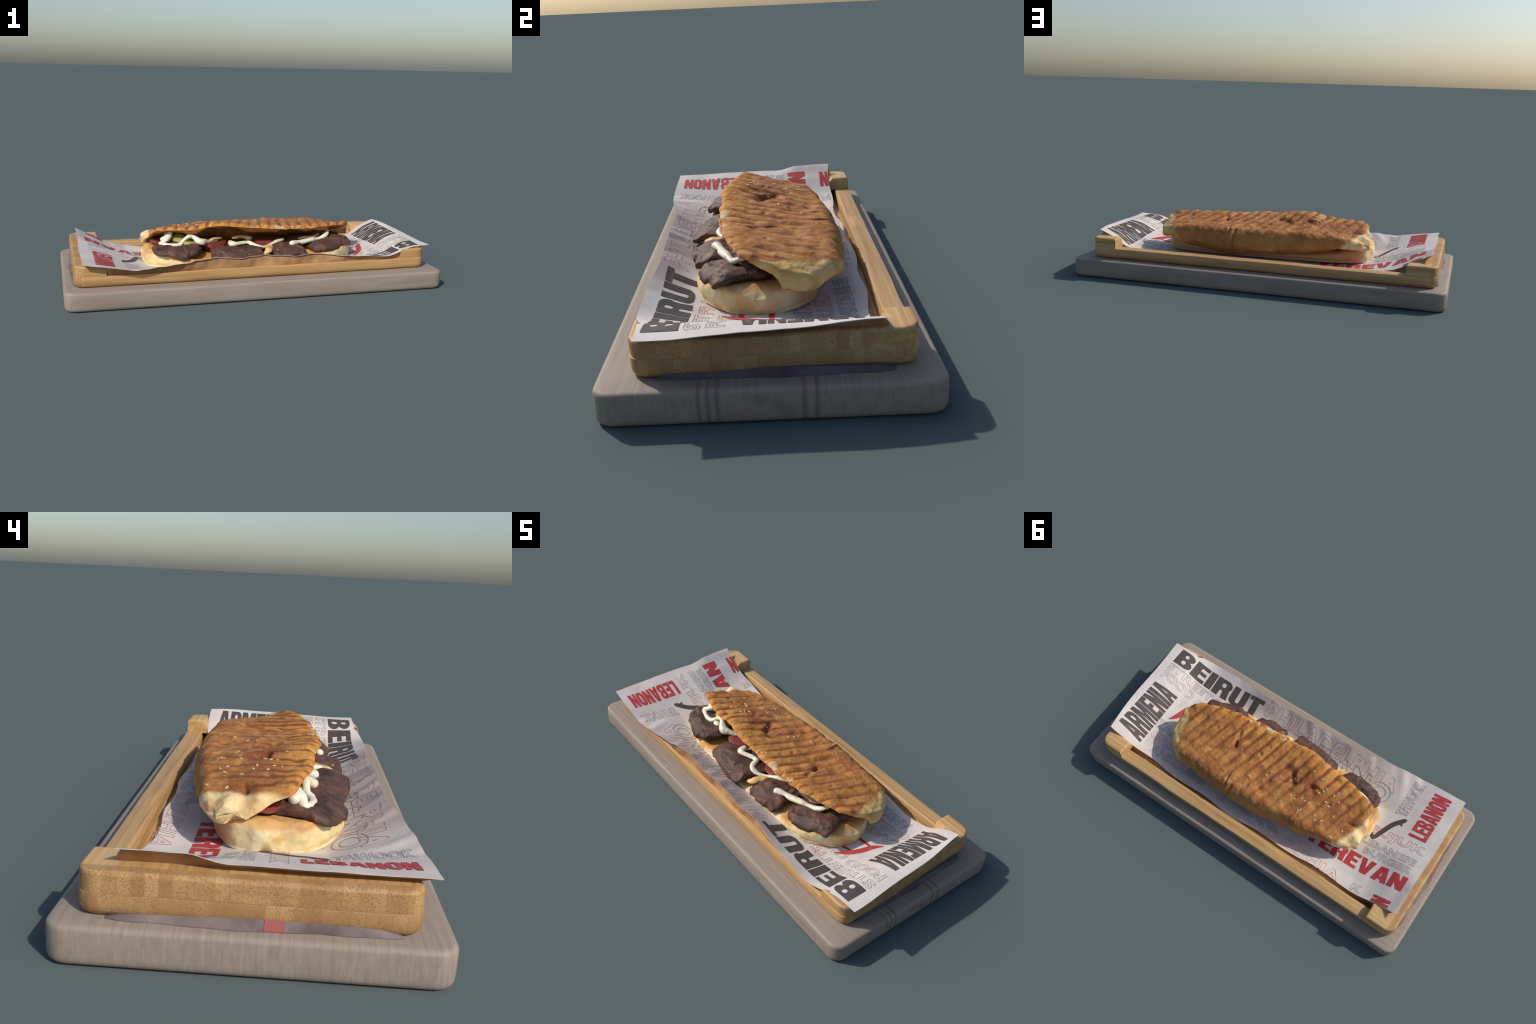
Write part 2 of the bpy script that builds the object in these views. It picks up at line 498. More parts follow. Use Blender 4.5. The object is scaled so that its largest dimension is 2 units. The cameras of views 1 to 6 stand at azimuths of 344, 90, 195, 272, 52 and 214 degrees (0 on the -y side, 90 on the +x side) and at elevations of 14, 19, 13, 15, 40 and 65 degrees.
def paper_xy(u, v):
    """u 0..1 from -x end to +x end, v 0..1 from front (-y) to back."""
    y0 = -0.38 + v * 0.69
    x = spline(LEFT_X, y0) * (1 - u) + spline(RIGHT_X, y0) * u
    yf = spline(FRONT_Y, x)
    back = 0.308 + 0.008 * np.sin(5 * x + 1) + 0.006 * np.sin(17 * x)
    y = yf * (1 - v) + back * v
    x = x + 0.004 * np.sin(14 * y) * smooth(0.85, 0.95, np.abs(x))
    return x, y


# ---------------------------------------------------------------- the slab
BOARD_TOP = 0.0955
slab_mat = slab_material()
slab = put("wooden_board", swept(1.0, 0.457, 0.055, [(0.05, 0.0), (0.016, 0.0), (0.008, 0.002), (0.003, 0.007), (0.0005, 0.015), (0.0, 0.025), (0.0, 0.082), (0.0015, 0.088), (0.0055, 0.0925), (0.012, 0.0948), (0.02, BOARD_TOP), (0.2, BOARD_TOP)]), None, slab_mat, 30)
slab["label"] = "long grey-brown wooden board with rounded corners"
slab["category"] = "wooden board"

# ---------------------------------------------------------------- the tray
TX, TY, TR = 0.93, 0.395, 0.050
RAIL_TOP, BLOCK_TOP = 0.153, 0.205
tray = thing("serving_tray", "shallow bamboo serving tray with raised ends", "serving tray", (0, 0, BOARD_TOP))
bamboo = bamboo_material("bamboo")
frame_mesh = swept(TX, TY, TR, [(0.018, BOARD_TOP + 0.0005), (0.008, 0.102), (0.002, 0.112), (0.0, 0.125), (0.0, 0.149), (0.001, 0.1518), (0.003, RAIL_TOP), (0.060, RAIL_TOP), (0.064, 0.150), (0.066, 0.146), (0.068, BOARD_TOP + 0.0005)], close=True)
wobble(frame_mesh, 0.0016, 9, 3, 0.101)


def settle(mesh, gap):
    """Real tray is a little out of square; the paper presses on it."""
    v = np.empty(len(mesh.vertices) * 3)
    mesh.vertices.foreach_get("co", v)
    v = v.reshape(-1, 3)
    x, y, z = v.T.copy()
    v[:, 0] = np.where(x < 0, x * (1 + 0.021 * smooth(0.6, 0.9, -x)), x * (1 - 0.02 * smooth(0.5, 0.9, x) * smooth(-0.1, 0.36, y)))
    v[:, 1] = np.where(y < 0, y * (1 - 0.032 - 0.044 * np.clip((x + 0.5) / 1.43, 0, 1)), y)
    inside = (v[:, 1] > spline(FRONT_Y, v[:, 0]) + 0.004) & (v[:, 1] < 0.312) & (v[:, 0] > -0.914) & (v[:, 0] < spline(RIGHT_X, v[:, 1]) - 0.004) & (z > 0.12)
    lim = paper_z(v[:, 0], v[:, 1]) - gap
    v[:, 2] = np.where(inside & (z > lim), lim, z)
    mesh.vertices.foreach_set("co", v.ravel())
    mesh.update()


settle(frame_mesh, 0.005)
put("rim", frame_mesh, tray, bamboo, 35)
put("floor", swept(TX - 0.066, TY - 0.066, 0.02, [(0.0, BOARD_TOP + 0.001), (0.0, 0.104), (0.05, 0.104)]), tray, bamboo, 35)


def end_block(sign):
    out = [p for p in rounded_rect(TX - 0.0015, TY - 0.0015, TR) if p[0] > 0.795]
    out.sort(key=lambda p: math.atan2(p[1], p[0] - 0.7))
    out = [(0.782, -TY + 0.0015)] + out + [(0.782, TY - 0.0015)]
    bm = bmesh.new()
    lo = [bm.verts.new((sign * x, y, RAIL_TOP - 0.006)) for x, y in out]
    bm.faces.new(lo)
    r = bmesh.ops.extrude_face_region(bm, geom=bm.faces[:])
    top = [v for v in r["geom"] if isinstance(v, bmesh.types.BMVert)]
    for v in top:
        v.co.z = BLOCK_TOP
    bm.normal_update()
    edges = [e for e in bm.edges if all(v.co.z > BLOCK_TOP - 1e-5 for v in e.verts)]
    bmesh.ops.bevel(bm, geom=edges, offset=0.011, segments=5, profile=0.5, affect="EDGES")
    for axis, ts in ((1, np.arange(-0.38, 0.39, 0.02)), (0, np.arange(0.79, 0.93, 0.012) * sign)):
        for t in ts:
            co, no = [0, 0, 0], [0, 0, 0]
            co[axis], no[axis] = t, 1
            bmesh.ops.bisect_plane(bm, geom=bm.verts[:] + bm.edges[:] + bm.faces[:], plane_co=co, plane_no=no)
    bmesh.ops.recalc_face_normals(bm, faces=bm.faces)
    m = bpy.data.meshes.new("end_block")
    bm.to_mesh(m)
    bm.free()
    wobble(m, 0.0015, 9, 3, RAIL_TOP + 0.001)
    settle(m, 0.006)
    return m


for s in (1, -1):
    put("end_block", end_block(s), tray, bamboo, 35)

# tray's reflection on the board, modelled as thin coloured strips at its ends
reflection_grey = simple("painted_reflection_grey", (0.09, 0.068, 0.062), (0.21, 0.165, 0.155), 11, 0.6)
reflection_red = simple("painted_reflection_red", (0.25, 0.06, 0.055), (0.33, 0.09, 0.08), 8, 0.6)


def scrap(sign, y0, y1, bulge, name, mat, lift):  # one solid sliver carrying the mirrored tray colours, no real paper here
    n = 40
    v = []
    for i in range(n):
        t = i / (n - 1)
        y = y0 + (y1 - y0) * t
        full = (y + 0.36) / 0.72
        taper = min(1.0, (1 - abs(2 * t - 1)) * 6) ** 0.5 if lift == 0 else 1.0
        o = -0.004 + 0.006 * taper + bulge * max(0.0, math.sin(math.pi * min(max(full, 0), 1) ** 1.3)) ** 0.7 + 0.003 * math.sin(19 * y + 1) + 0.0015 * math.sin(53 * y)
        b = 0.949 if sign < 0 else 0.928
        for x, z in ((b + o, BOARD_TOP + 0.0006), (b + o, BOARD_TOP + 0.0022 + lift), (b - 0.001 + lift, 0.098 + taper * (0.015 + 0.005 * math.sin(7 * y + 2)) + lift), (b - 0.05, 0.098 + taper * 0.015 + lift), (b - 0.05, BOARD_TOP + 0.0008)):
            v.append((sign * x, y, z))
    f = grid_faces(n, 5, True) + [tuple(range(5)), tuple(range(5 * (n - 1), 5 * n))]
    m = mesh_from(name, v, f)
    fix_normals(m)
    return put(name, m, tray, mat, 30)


scrap(-1, -0.335, 0.325, 0.014, "modelled_reflection", reflection_grey, 0)
scrap(-1, -0.075, -0.03, 0.014, "modelled_red_reflection", reflection_red, 0.0012)
scrap(1, -0.30, 0.325, 0.012, "modelled_reflection", simple("painted_reflection_dark", (0.07, 0.055, 0.055), (0.14, 0.115, 0.12), 8, 0.6), 0)

# --------------------------------------------------------------- the paper
sheet = thing("printed_paper", "rectangular printed food paper with bold red and black words", "food paper", (0, 0, 0.115))
def build_paper():
    nu, nv = 260, 120
    U, V = np.meshgrid(np.linspace(0, 1, nu), np.linspace(0, 1, nv), indexing="ij")
    X, Y = paper_xy(U, V)
    Z = paper_z(X, Y)
    top = np.stack([X, Y, Z], 2).reshape(-1, 3)
    low = top - (0, 0, 0.0022)
    n = nu * nv
    f = grid_faces(nu, nv) + [q[::-1] for q in grid_faces(nu, nv, False, n)]
    border = [i * nv for i in range(nu)] + [(nu - 1) * nv + j for j in range(1, nv)] + [i * nv + nv - 1 for i in range(nu - 2, -1, -1)] + [j for j in range(nv - 2, 0, -1)]
    for a, b in zip(border, border[1:] + border[:1]):
        f.append((b, a, a + n, b + n))
    m = mesh_from("sheet", np.vstack([top, low]), f)
    fix_normals(m)
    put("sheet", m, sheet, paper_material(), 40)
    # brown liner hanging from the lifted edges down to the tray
    path = [(u, 0.985) for u in np.linspace(0.15, 0.004, 30)] + [(0.0, v) for v in np.linspace(0.98, 0.02, 60)] + [(u, 0.015) for u in np.linspace(0.006, 0.994, 200)] + [(1.0, v) for v in np.linspace(0.02, 0.98, 60)] + [(u, 0.985) for u in np.linspace(0.996, 0.87, 30)]
    rows = 7
    verts = []
    for k, (u, v) in enumerate(path):
        x, y = paper_xy(np.array(u), np.array(v))
        x, y = float(x), float(y)
        if u < 0.02 or u > 0.98:
            x *= 0.990
        z = float(paper_z(np.array([x]), np.array([y]))[0]) - 0.004
        bx = min(max(x, -0.872), 0.885)
        rear = v > 0.983
        by = max(y, -0.366 + 0.022 * smooth(-0.3, 0.9, x)) if v < 0.5 else (y + 0.014 if rear else y)
        on_block = abs(x) > 0.79
        bz = (BLOCK_TOP if on_block else (0.116 if rear else RAIL_TOP)) - 0.004
        for r in range(rows):
            t = r / (rows - 1)
            e = t ** 0.7
            w = 0.004 * math.sin(math.pi * t)
            nn = w * math.sin(k * 0.9) * 0.5 + w * math.sin(k * 0.23 + 2)
            verts.append((x + (bx - x) * e, y + (by - y) * e + nn, z + (min(bz, z - 0.006) - z) * t))
    lm = mesh_from("liner", verts, grid_faces(len(path), rows))
    o = put("liner", lm, sheet, liner_material(), 60)
    s = o.modifiers.new("thick", "SOLIDIFY")
    s.thickness = 0.004
    s.offset = 0


build_paper()

INK = {"black": ink("black_ink", (0.075, 0.058, 0.052)), "red": ink("red_ink", (0.42, 0.045, 0.045)),
       "grey_line": ink("grey_line_ink", (0.36, 0.33, 0.31)), "red_line": ink("red_line_ink", (0.53, 0.30, 0.28)), "dark_line": ink("dark_line_ink", (0.27, 0.24, 0.225))}
INK_LIFT = 0.0013


def drape(bm, name, mat):
    for axis, lo, hi in ((0, -0.96, 0.98), (1, -0.43, 0.33)):
        c = np.array([v.co[axis] for v in bm.verts])
        for t in np.arange(math.floor(c.min() / 0.016) * 0.016, c.max(), 0.016):
            no = [0, 0, 0]
            no[axis] = 1
            co = [0, 0, 0]
            co[axis] = t
            bmesh.ops.bisect_plane(bm, geom=bm.verts[:] + bm.edges[:] + bm.faces[:], plane_co=co, plane_no=no)
    xs = np.array([v.co.x for v in bm.verts])
    ys = np.array([v.co.y for v in bm.verts])
    zs = paper_z(xs, ys) + INK_LIFT
    for v, z in zip(bm.verts, zs):
        v.co.z = z
    for f in bm.faces:
        f.normal_update()
        if f.normal.z < 0:
            f.normal_flip()
    m = bpy.data.meshes.new(name)
    bm.to_mesh(m)
    bm.free()
    return put(name, m, sheet, mat, 40)


def glyphs(text, bold):
    cu = bpy.data.curves.new("glyphs", "FONT")
    cu.body = text
    cu.size = 1.0
    cu.offset = bold
    cu.resolution_u = 5
    cu.space_character = 1.0 + bold * 2.6
    o = bpy.data.objects.new("glyphs", cu)
    SCENE.objects.link(o)
    m = bpy.data.meshes.new_from_object(o.evaluated_get(bpy.context.evaluated_depsgraph_get()))
    bpy.data.objects.remove(o)
    bpy.data.curves.remove(cu)
    return m


def arc(cx, cy, rx, ry, a0, a1, n=7):
    return [(cx + rx * math.cos(math.radians(a0 + (a1 - a0) * i / n)), cy + ry * math.sin(math.radians(a0 + (a1 - a0) * i / n))) for i in range(n + 1)]


def slot(x0, y0, x1, y1, rx, ry):
    return arc(x1 - rx, y0 + ry, rx, ry, -90, 0) + arc(x1 - rx, y1 - ry, rx, ry, 0, 90) + arc(x0 + rx, y1 - ry, rx, ry, 90, 180) + arc(x0 + rx, y0 + ry, rx, ry, 180, 270)


# heavy condensed block capitals: (width, outer contour, *holes) in a unit-high box
BLOCK = {
    "I": (0.42, [(0, 0), (1, 0), (1, 1), (0, 1)]),
    "L": (0.80, [(0, 0), (1, 0), (1, 0.21), (0.47, 0.21), (0.47, 1), (0, 1)]),
    "T": (0.90, [(0.29, 0), (0.71, 0), (0.71, 0.79), (1, 0.79), (1, 1), (0, 1), (0, 0.79), (0.29, 0.79)]),
    "E": (0.84, [(0, 0), (1, 0), (1, 0.2), (0.46, 0.2), (0.46, 0.41), (0.92, 0.41), (0.92, 0.60), (0.46, 0.60), (0.46, 0.8), (1, 0.8), (1, 1), (0, 1)]),
    "N": (1.0, [(0, 0), (0.35, 0), (0.35, 0.46), (0.62, 0), (1, 0), (1, 1), (0.65, 1), (0.65, 0.54), (0.38, 1), (0, 1)]),
    "M": (1.3, [(0, 0), (0.26, 0), (0.26, 0.62), (0.42, 0), (0.58, 0), (0.74, 0.62), (0.74, 0), (1, 0), (1, 1), (0.63, 1), (0.5, 0.46), (0.37, 1), (0, 1)]),
    "A": (1.05, [(0, 0), (0.35, 0), (0.39, 0.17), (0.61, 0.17), (0.65, 0), (1, 0), (0.74, 1), (0.26, 1)], [(0.43, 0.36), (0.57, 0.36), (0.5, 0.76)]),
    "V": (1.02, [(0.28, 0), (0.72, 0), (1, 1), (0.64, 1), (0.5, 0.34), (0.36, 1), (0, 1)]),
    "Y": (1.0, [(0.31, 0), (0.69, 0), (0.69, 0.37), (1, 1), (0.65, 1), (0.5, 0.62), (0.35, 1), (0, 1), (0.31, 0.37)]),
    "O": (1.0, slot(0, 0, 1, 1, 0.42, 0.28), slot(0.38, 0.2, 0.62, 0.8, 0.11, 0.1)),
    "U": (1.0, arc(0.38, 0.28, 0.38, 0.28, 180, 270) + arc(0.62, 0.28, 0.38, 0.28, 270, 360) + [(1, 1), (0.62, 1)] + arc(0.5, 0.28, 0.12, 0.09, 0, -180) + [(0.38, 1), (0, 1)]),
    "B": (1.0, [(0, 0)] + arc(0.62, 0.27, 0.38, 0.27, -90, 60) + arc(0.60, 0.74, 0.37, 0.26, -50, 90) + [(0, 1)], slot(0.38, 0.17, 0.62, 0.43, 0.12, 0.1), slot(0.38, 0.60, 0.60, 0.83, 0.11, 0.09)),
    "R": (1.02, [(0, 0), (0.38, 0), (0.38, 0.38), (0.56, 0.38), (0.62, 0), (1, 0), (0.92, 0.36)] + arc(0.60, 0.72, 0.38, 0.28, -35, 90) + [(0, 1)], slot(0.38, 0.56, 0.62, 0.82, 0.12, 0.1)),
}


def block_glyphs(text, gap=0.07):
    verts, faces, x = [], [], 0.0
    for ch in text:
        w, *loops = BLOCK[ch]
        loops = [[Vector((x + px * w, py, 0)) for px, py in lp] for lp in loops]
        k = len(verts)
        verts += [v for lp in loops for v in lp]
        faces += [tuple(k + i for i in t) for t in tessellate_polygon(loops)]
        x += w + gap
    return mesh_from("glyphs", verts, faces)


def word(text, origin, direction, length, height, style, bold=0.045, line=0.0023, clip_back=None):
    m = glyphs(text, bold) if style.endswith("line") else block_glyphs(text)
    bm = bmesh.new()
    bm.from_mesh(m)
    bpy.data.meshes.remove(m)
    bmesh.ops.remove_doubles(bm, verts=bm.verts, dist=1e-5)
    c = np.array([v.co[:] for v in bm.verts])
    lo, hi = c.min(0), c.max(0)
    d, u = {"-x": ((-1, 0), (0, -1)), "-y": ((0, -1), (1, 0))}[direction]
    for v in bm.verts:
        a = (v.co.x - lo[0]) / (hi[0] - lo[0]) * length
        b = (v.co.y - lo[1]) / (hi[1] - lo[1]) * height
        v.co = Vector((origin[0] + a * d[0] + b * u[0], origin[1] + a * d[1] + b * u[1], 0))
    if style.endswith("line"):
        bm = outline(bm, line)
    if clip_back is not None:
        bmesh.ops.bisect_plane(bm, geom=bm.verts[:] + bm.edges[:] + bm.faces[:], plane_co=(0, clip_back, 0), plane_no=(0, 1, 0), clear_outer=True)
    return drape(bm, "printed_word", INK[style])


def outline(bm, w):
    """Keep only a thin line along every contour of the filled glyphs."""
    out = bmesh.new()
    nxt = {}
    for e in bm.edges:
        if e.is_boundary:
            for l in e.link_loops:
                nxt.setdefault(l.vert, []).append(l.link_loop_next.vert)
    seen = set()
    for start in list(nxt):
        if start in seen:
            continue
        loop, v = [], start
        while v not in seen and v in nxt:
            seen.add(v)
            loop.append(v.co.copy())
            v = nxt[v][0]
        if len(loop) < 3:
            continue
        n = len(loop)
        a, b = [], []
        for i in range(n):
            t0 = (loop[i] - loop[i - 1]).normalized()
            t1 = (loop[(i + 1) % n] - loop[i]).normalized()
            n0, n1 = Vector((-t0.y, t0.x, 0)), Vector((-t1.y, t1.x, 0))
            k = (n0 + n1)
            k = k.normalized() / max(0.45, k.normalized().dot(n0)) if k.length > 1e-6 else n0
            a.append(out.verts.new(loop[i] + k * w * 0.5))
            b.append(out.verts.new(loop[i] - k * w * 0.5))
        for i in range(n):
            j = (i + 1) % n
            try:
                out.faces.new((a[i], a[j], b[j], b[i]))
            except ValueError:
                pass
    bm.free()
    return out


def stroke(points, widths, name, mat):
    P = np.array(points, float)
    t = np.arange(len(P))
    tt = np.linspace(0, len(P) - 1, 60)
    x = spline(list(zip(t, P[:, 0])), tt)
    y = spline(list(zip(t, P[:, 1])), tt)
    w = spline(list(zip(t, widths)), tt)
    dx, dy = np.gradient(x), np.gradient(y)
    l = np.hypot(dx, dy)
    bm = bmesh.new()
    a = [bm.verts.new((px - qy / k * pw / 2, py + qx / k * pw / 2, 0)) for px, py, qx, qy, k, pw in zip(x, y, dx, dy, l, w)]
    b = [bm.verts.new((px + qy / k * pw / 2, py - qx / k * pw / 2, 0)) for px, py, qx, qy, k, pw in zip(x, y, dx, dy, l, w)]
    for i in range(len(a) - 1):
        bm.faces.new((a[i], a[i + 1], b[i + 1], b[i]))
    return drape(bm, name, mat)


word("BEIRUT", (0.900, -0.232), "-x", 0.585, 0.098, "black", 0.075)
word("STREET", (0.900, -0.176), "-x", 0.300, 0.044, "grey_line", 0.03)
word("FRANCO", (0.585, -0.168), "-x", 0.300, 0.044, "red_line", 0.03)
word("FOOD", (0.895, -0.112), "-x", 0.205, 0.050, "grey_line", 0.03)
word("CROISSANT", (0.665, -0.100), "-x", 0.36, 0.05, "grey_line", 0.03)
word("ARMENIA", (0.752, 0.262), "-y", 0.340, 0.142, "black", 0.075)
word("PHILADELPHIA", (0.285, -0.272), "-x", 0.850, 0.076, "red_line", 0.04)
word("MILANO", (0.045, -0.196), "-x", 0.600, 0.100, "dark_line", 0.04, 0.0026)
word("TAWOOK", (-0.690, -0.190), "-y", 0.205, 0.062, "grey_line", 0.03)
word("LEBANON", (-0.845, -0.105), "-y", 0.280, 0.096, "red", 0.08)
word("SUJUK", (-0.560, -0.020), "-x", 0.310, 0.058, "red_line", 0.03)
word("LEBANESE", (-0.560, 0.040), "-x", 0.300, 0.036, "grey_line", 0.02, 0.0018)
word("BURGER", (-0.600, 0.088), "-x", 0.262, 0.036, "grey_line", 0.02, 0.0018)
word("YEREVAN", (-0.300, 0.190), "-x", 0.570, 0.082, "red", 0.08)
word("LEBANON", (-0.860, 0.540), "-y", 0.280, 0.092, "red", 0.08, clip_back=0.30)
word("ZAATAR", (0.760, 0.128), "-x", 0.30, 0.05, "dark_line", 0.03)
word("GRILLED", (0.740, 0.195), "-x", 0.300, 0.05, "red_line", 0.03)
word("MANKOUSHE", (0.735, 0.265), "-x", 0.420, 0.05, "dark_line", 0.03)
word("PHILADELPHIA", (0.20, 0.298), "-x", 0.77, 0.05, "red_line", 0.03)
word("K", (-0.650, 0.296), "-x", 0.055, 0.040, "grey_line", 0.03)
word("FALAFEL", (0.12, 0.262), "-x", 0.30, 0.036, "grey_line", 0.02, 0.0018)
stroke([(-0.562, -0.036), (-0.590, -0.014), (-0.606, -0.012), (-0.625, -0.060), (-0.650, -0.118), (-0.690, -0.168), (-0.698, -0.182)], [0.020, 0.020, 0.022, 0.026, 0.027, 0.024, 0.006], "printed_swoosh", INK["black"])
stroke([(-0.690, -0.165), (-0.680, -0.150), (-0.697, -0.136)], [0.008, 0.016, 0.006], "printed_swoosh", INK["black"])
stroke([(0.604, -0.140), (0.645, -0.098), (0.672, -0.046), (0.690, 0.010), (0.715, 0.052)], [0.006, 0.024, 0.030, 0.026, 0.004], "printed_swoosh", INK["red"])
stroke([(0.60, -0.085), (0.655, -0.075)], [0.014, 0.014], "printed_swoosh", INK["red"])
stroke([(0.58, 0.01), (0.672, 0.008)], [0.020, 0.014], "printed_swoosh", INK["red"])
stroke([(0.597, -0.09), (0.59, 0.01)], [0.016, 0.016], "printed_swoosh", INK["red"])

# ------------------------------------------------------------ the sandwich
sandwich = thing("grilled_sandwich", "long grilled flatbread sandwich with meat patties and white sauce", "sandwich", (0, 0, 0.122))


def loft(name, stations, ctrl, ring, relief, tips):
    """Skin cross-sections (y,z control rings as functions of x), with relief along the normal."""
    rings = np.stack([np.stack([np.full(ring, x), *closed_curve(ctrl(x), ring).T], 1) for x in stations])
    N = grid_normals(rings)
    flat = rings.reshape(-1, 3)
    c = rings.mean(1, keepdims=True)
    sign = np.sign(np.sum(N * (rings - c)))
    d = relief(flat, (N * sign).reshape(-1, 3))
    P = flat + (N * sign).reshape(-1, 3) * d[:, None]
    faces = grid_faces(len(stations), ring, True)
    n = len(P)
    verts = np.vstack([P, tips])
    faces += [(n, (j + 1) % ring, j) for j in range(ring)]
    off = (len(stations) - 1) * ring
    faces += [(n + 1, off + j, off + (j + 1) % ring) for j in range(ring)]
    m = mesh_from(name, verts, faces)
    fix_normals(m)
    return m


# top half ------------------------------------------------------------------
T_YF = [(-0.566, 0.035), (-0.552, -0.03), (-0.535, -0.078), (-0.50, -0.098), (-0.46, -0.108), (-0.38, -0.132), (-0.30, -0.140), (-0.21, -0.143), (-0.12, -0.162), (0.01, -0.160), (0.12, -0.158), (0.25, -0.150), (0.35, -0.135), (0.45, -0.115), (0.52, -0.090), (0.57, -0.060), (0.60, -0.025), (0.615, 0.01), (0.624, 0.04)]
T_YB = [(-0.566, 0.115), (-0.54, 0.140), (-0.50, 0.150), (-0.42, 0.168), (-0.34, 0.184), (-0.22, 0.199), (-0.10, 0.212), (0.15, 0.226), (0.33, 0.222), (0.44, 0.208), (0.50, 0.200), (0.55, 0.180), (0.59, 0.150), (0.615, 0.11), (0.624, 0.08)]
T_ZF = [(-0.566, 0.245), (-0.545, 0.285), (-0.525, 0.308), (-0.48, 0.316), (-0.39, 0.320), (-0.29, 0.326), (-0.24, 0.338), (-0.17, 0.342), (-0.08, 0.333), (0.03, 0.324), (0.12, 0.320), (0.30, 0.310), (0.45, 0.310), (0.52, 0.308), (0.57, 0.304), (0.60, 0.296), (0.616, 0.278), (0.624, 0.240)]
T_ZB = [(-0.566, 0.235), (-0.54, 0.250), (-0.50, 0.258), (-0.42, 0.272), (-0.30, 0.282), (0.0, 0.283), (0.15, 0.285), (0.30, 0.282), (0.48, 0.276), (0.54, 0.266), (0.59, 0.250), (0.615, 0.240), (0.624, 0.225)]
T_ZBOT = [(-0.566, 0.218), (-0.54, 0.205), (-0.45, 0.198), (-0.33, 0.180), (-0.22, 0.166), (-0.10, 0.160), (0.02, 0.152), (0.15, 0.143), (0.24, 0.148), (0.35, 0.162), (0.43, 0.175), (0.50, 0.190), (0.56, 0.195), (0.60, 0.195), (0.624, 0.205)]
T_BULGE = [(-0.566, 0.0), (-0.53, 0.010), (-0.40, 0.018), (-0.1, 0.027), (0.2, 0.034), (0.40, 0.028), (0.50, 0.032), (0.56, 0.02), (0.618, 0.0)]
T_CAVE = [(-0.566, 0.0), (-0.50, 0.25), (-0.42, 0.9), (-0.1, 1.0), (0.3, 1.0), (0.45, 0.8), (0.53, 0.2), (0.618, 0.0)]


def top_ctrl(x):
    yf, yb, zf, zb, bot, bul, cave = (float(spline(t, x)) for t in (T_YF, T_YB, T_ZF, T_ZB, T_ZBOT, T_BULGE, T_CAVE))
    w = yb - yf
    ym = yf + 0.52 * w
    straight_u = lambda t: (yf + t * w, (zf - 0.03) * (1 - t) + bot * t)
    bump = -0.004 * float(smooth(-0.12, 0.05, x))
    z_mid = 0.42 * zf + 0.58 * zb + bump
    lipw = 0.010 * math.sin(x * 17 + 0.6) + 0.006 * math.sin(x * 41 + 2)
    hinge = (yb - 0.28 * w, max(bot, 0.165) * cave + straight_u(0.72)[1] * (1 - cave))
    under = (yf + 0.42 * w, (zf - 0.060) * cave + straight_u(0.42)[1] * (1 - cave))
    ufront = (yf + 0.14 * w, (zf - 0.036 - lipw) * cave + straight_u(0.14)[1] * (1 - cave))
    return [(yf, zf - 0.009), (yf + 0.07 * w, zf), (yf + 0.30 * w, 0.70 * zf + 0.30 * zb + 0.001 + bump), (ym + 0.06 * w, z_mid), (yb - 0.16 * w, zb + 0.005 + 0.5 * bump),
            (yb, zb - 0.006), (yb + bul, 0.55 * zb + 0.45 * bot), (yb + bul * 0.8, 0.22 * zb + 0.78 * bot), (yb - 0.09 * w, bot), hinge, under, ufront, (yf + 0.015 * w, zf - 0.020 - 0.3 * lipw * cave)]


DENTS = [  # x, y, radius along x, radius along y, depth, turn
    (-0.217, 0.008, 0.018, 0.014, 0.024, 0.3), (-0.245, 0.0, 0.026, 0.010, 0.010, 0.0), (-0.235, 0.03, 0.020, 0.012, 0.012, 0.5), (0.262, 0.022, 0.010, 0.020, 0.022, 0.4), (0.275, -0.03, 0.014, 0.040, 0.010, 0.3),
    (-0.055, -0.012, 0.030, 0.022, 0.014, 0.0), (-0.105, 0.02, 0.016, 0.045, 0.013, 0.6), (-0.10, 0.05, 0.05, 0.012, 0.008, 0.4), (0.115, -0.005, 0.009, 0.009, 0.008, 0), (0.40, 0.0, 0.010, 0.008, 0.008, 0),
    (0.23, 0.10, 0.020, 0.05, 0.010, -0.3), (0.33, 0.10, 0.05, 0.014, 0.009, 0.5), (0.18, 0.215, 0.006, 0.05, 0.010, 0.1), (-0.34, 0.03, 0.009, 0.009, 0.007, 0), (-0.42, -0.01, 0.02, 0.012, 0.007, 0.4),
    (-0.49, 0.055, 0.03, 0.010, 0.012, 0.2), (-0.30, -0.085, 0.03, 0.018, 0.010, 0.3), (0.05, 0.12, 0.03, 0.05, 0.007, 0.3), (-0.02, 0.16, 0.05, 0.02, 0.006, 0.0), (0.16, 0.05, 0.02, 0.03, 0.006, 0.0), (-0.17, 0.08, 0.03, 0.02, 0.007, 0.4),
]


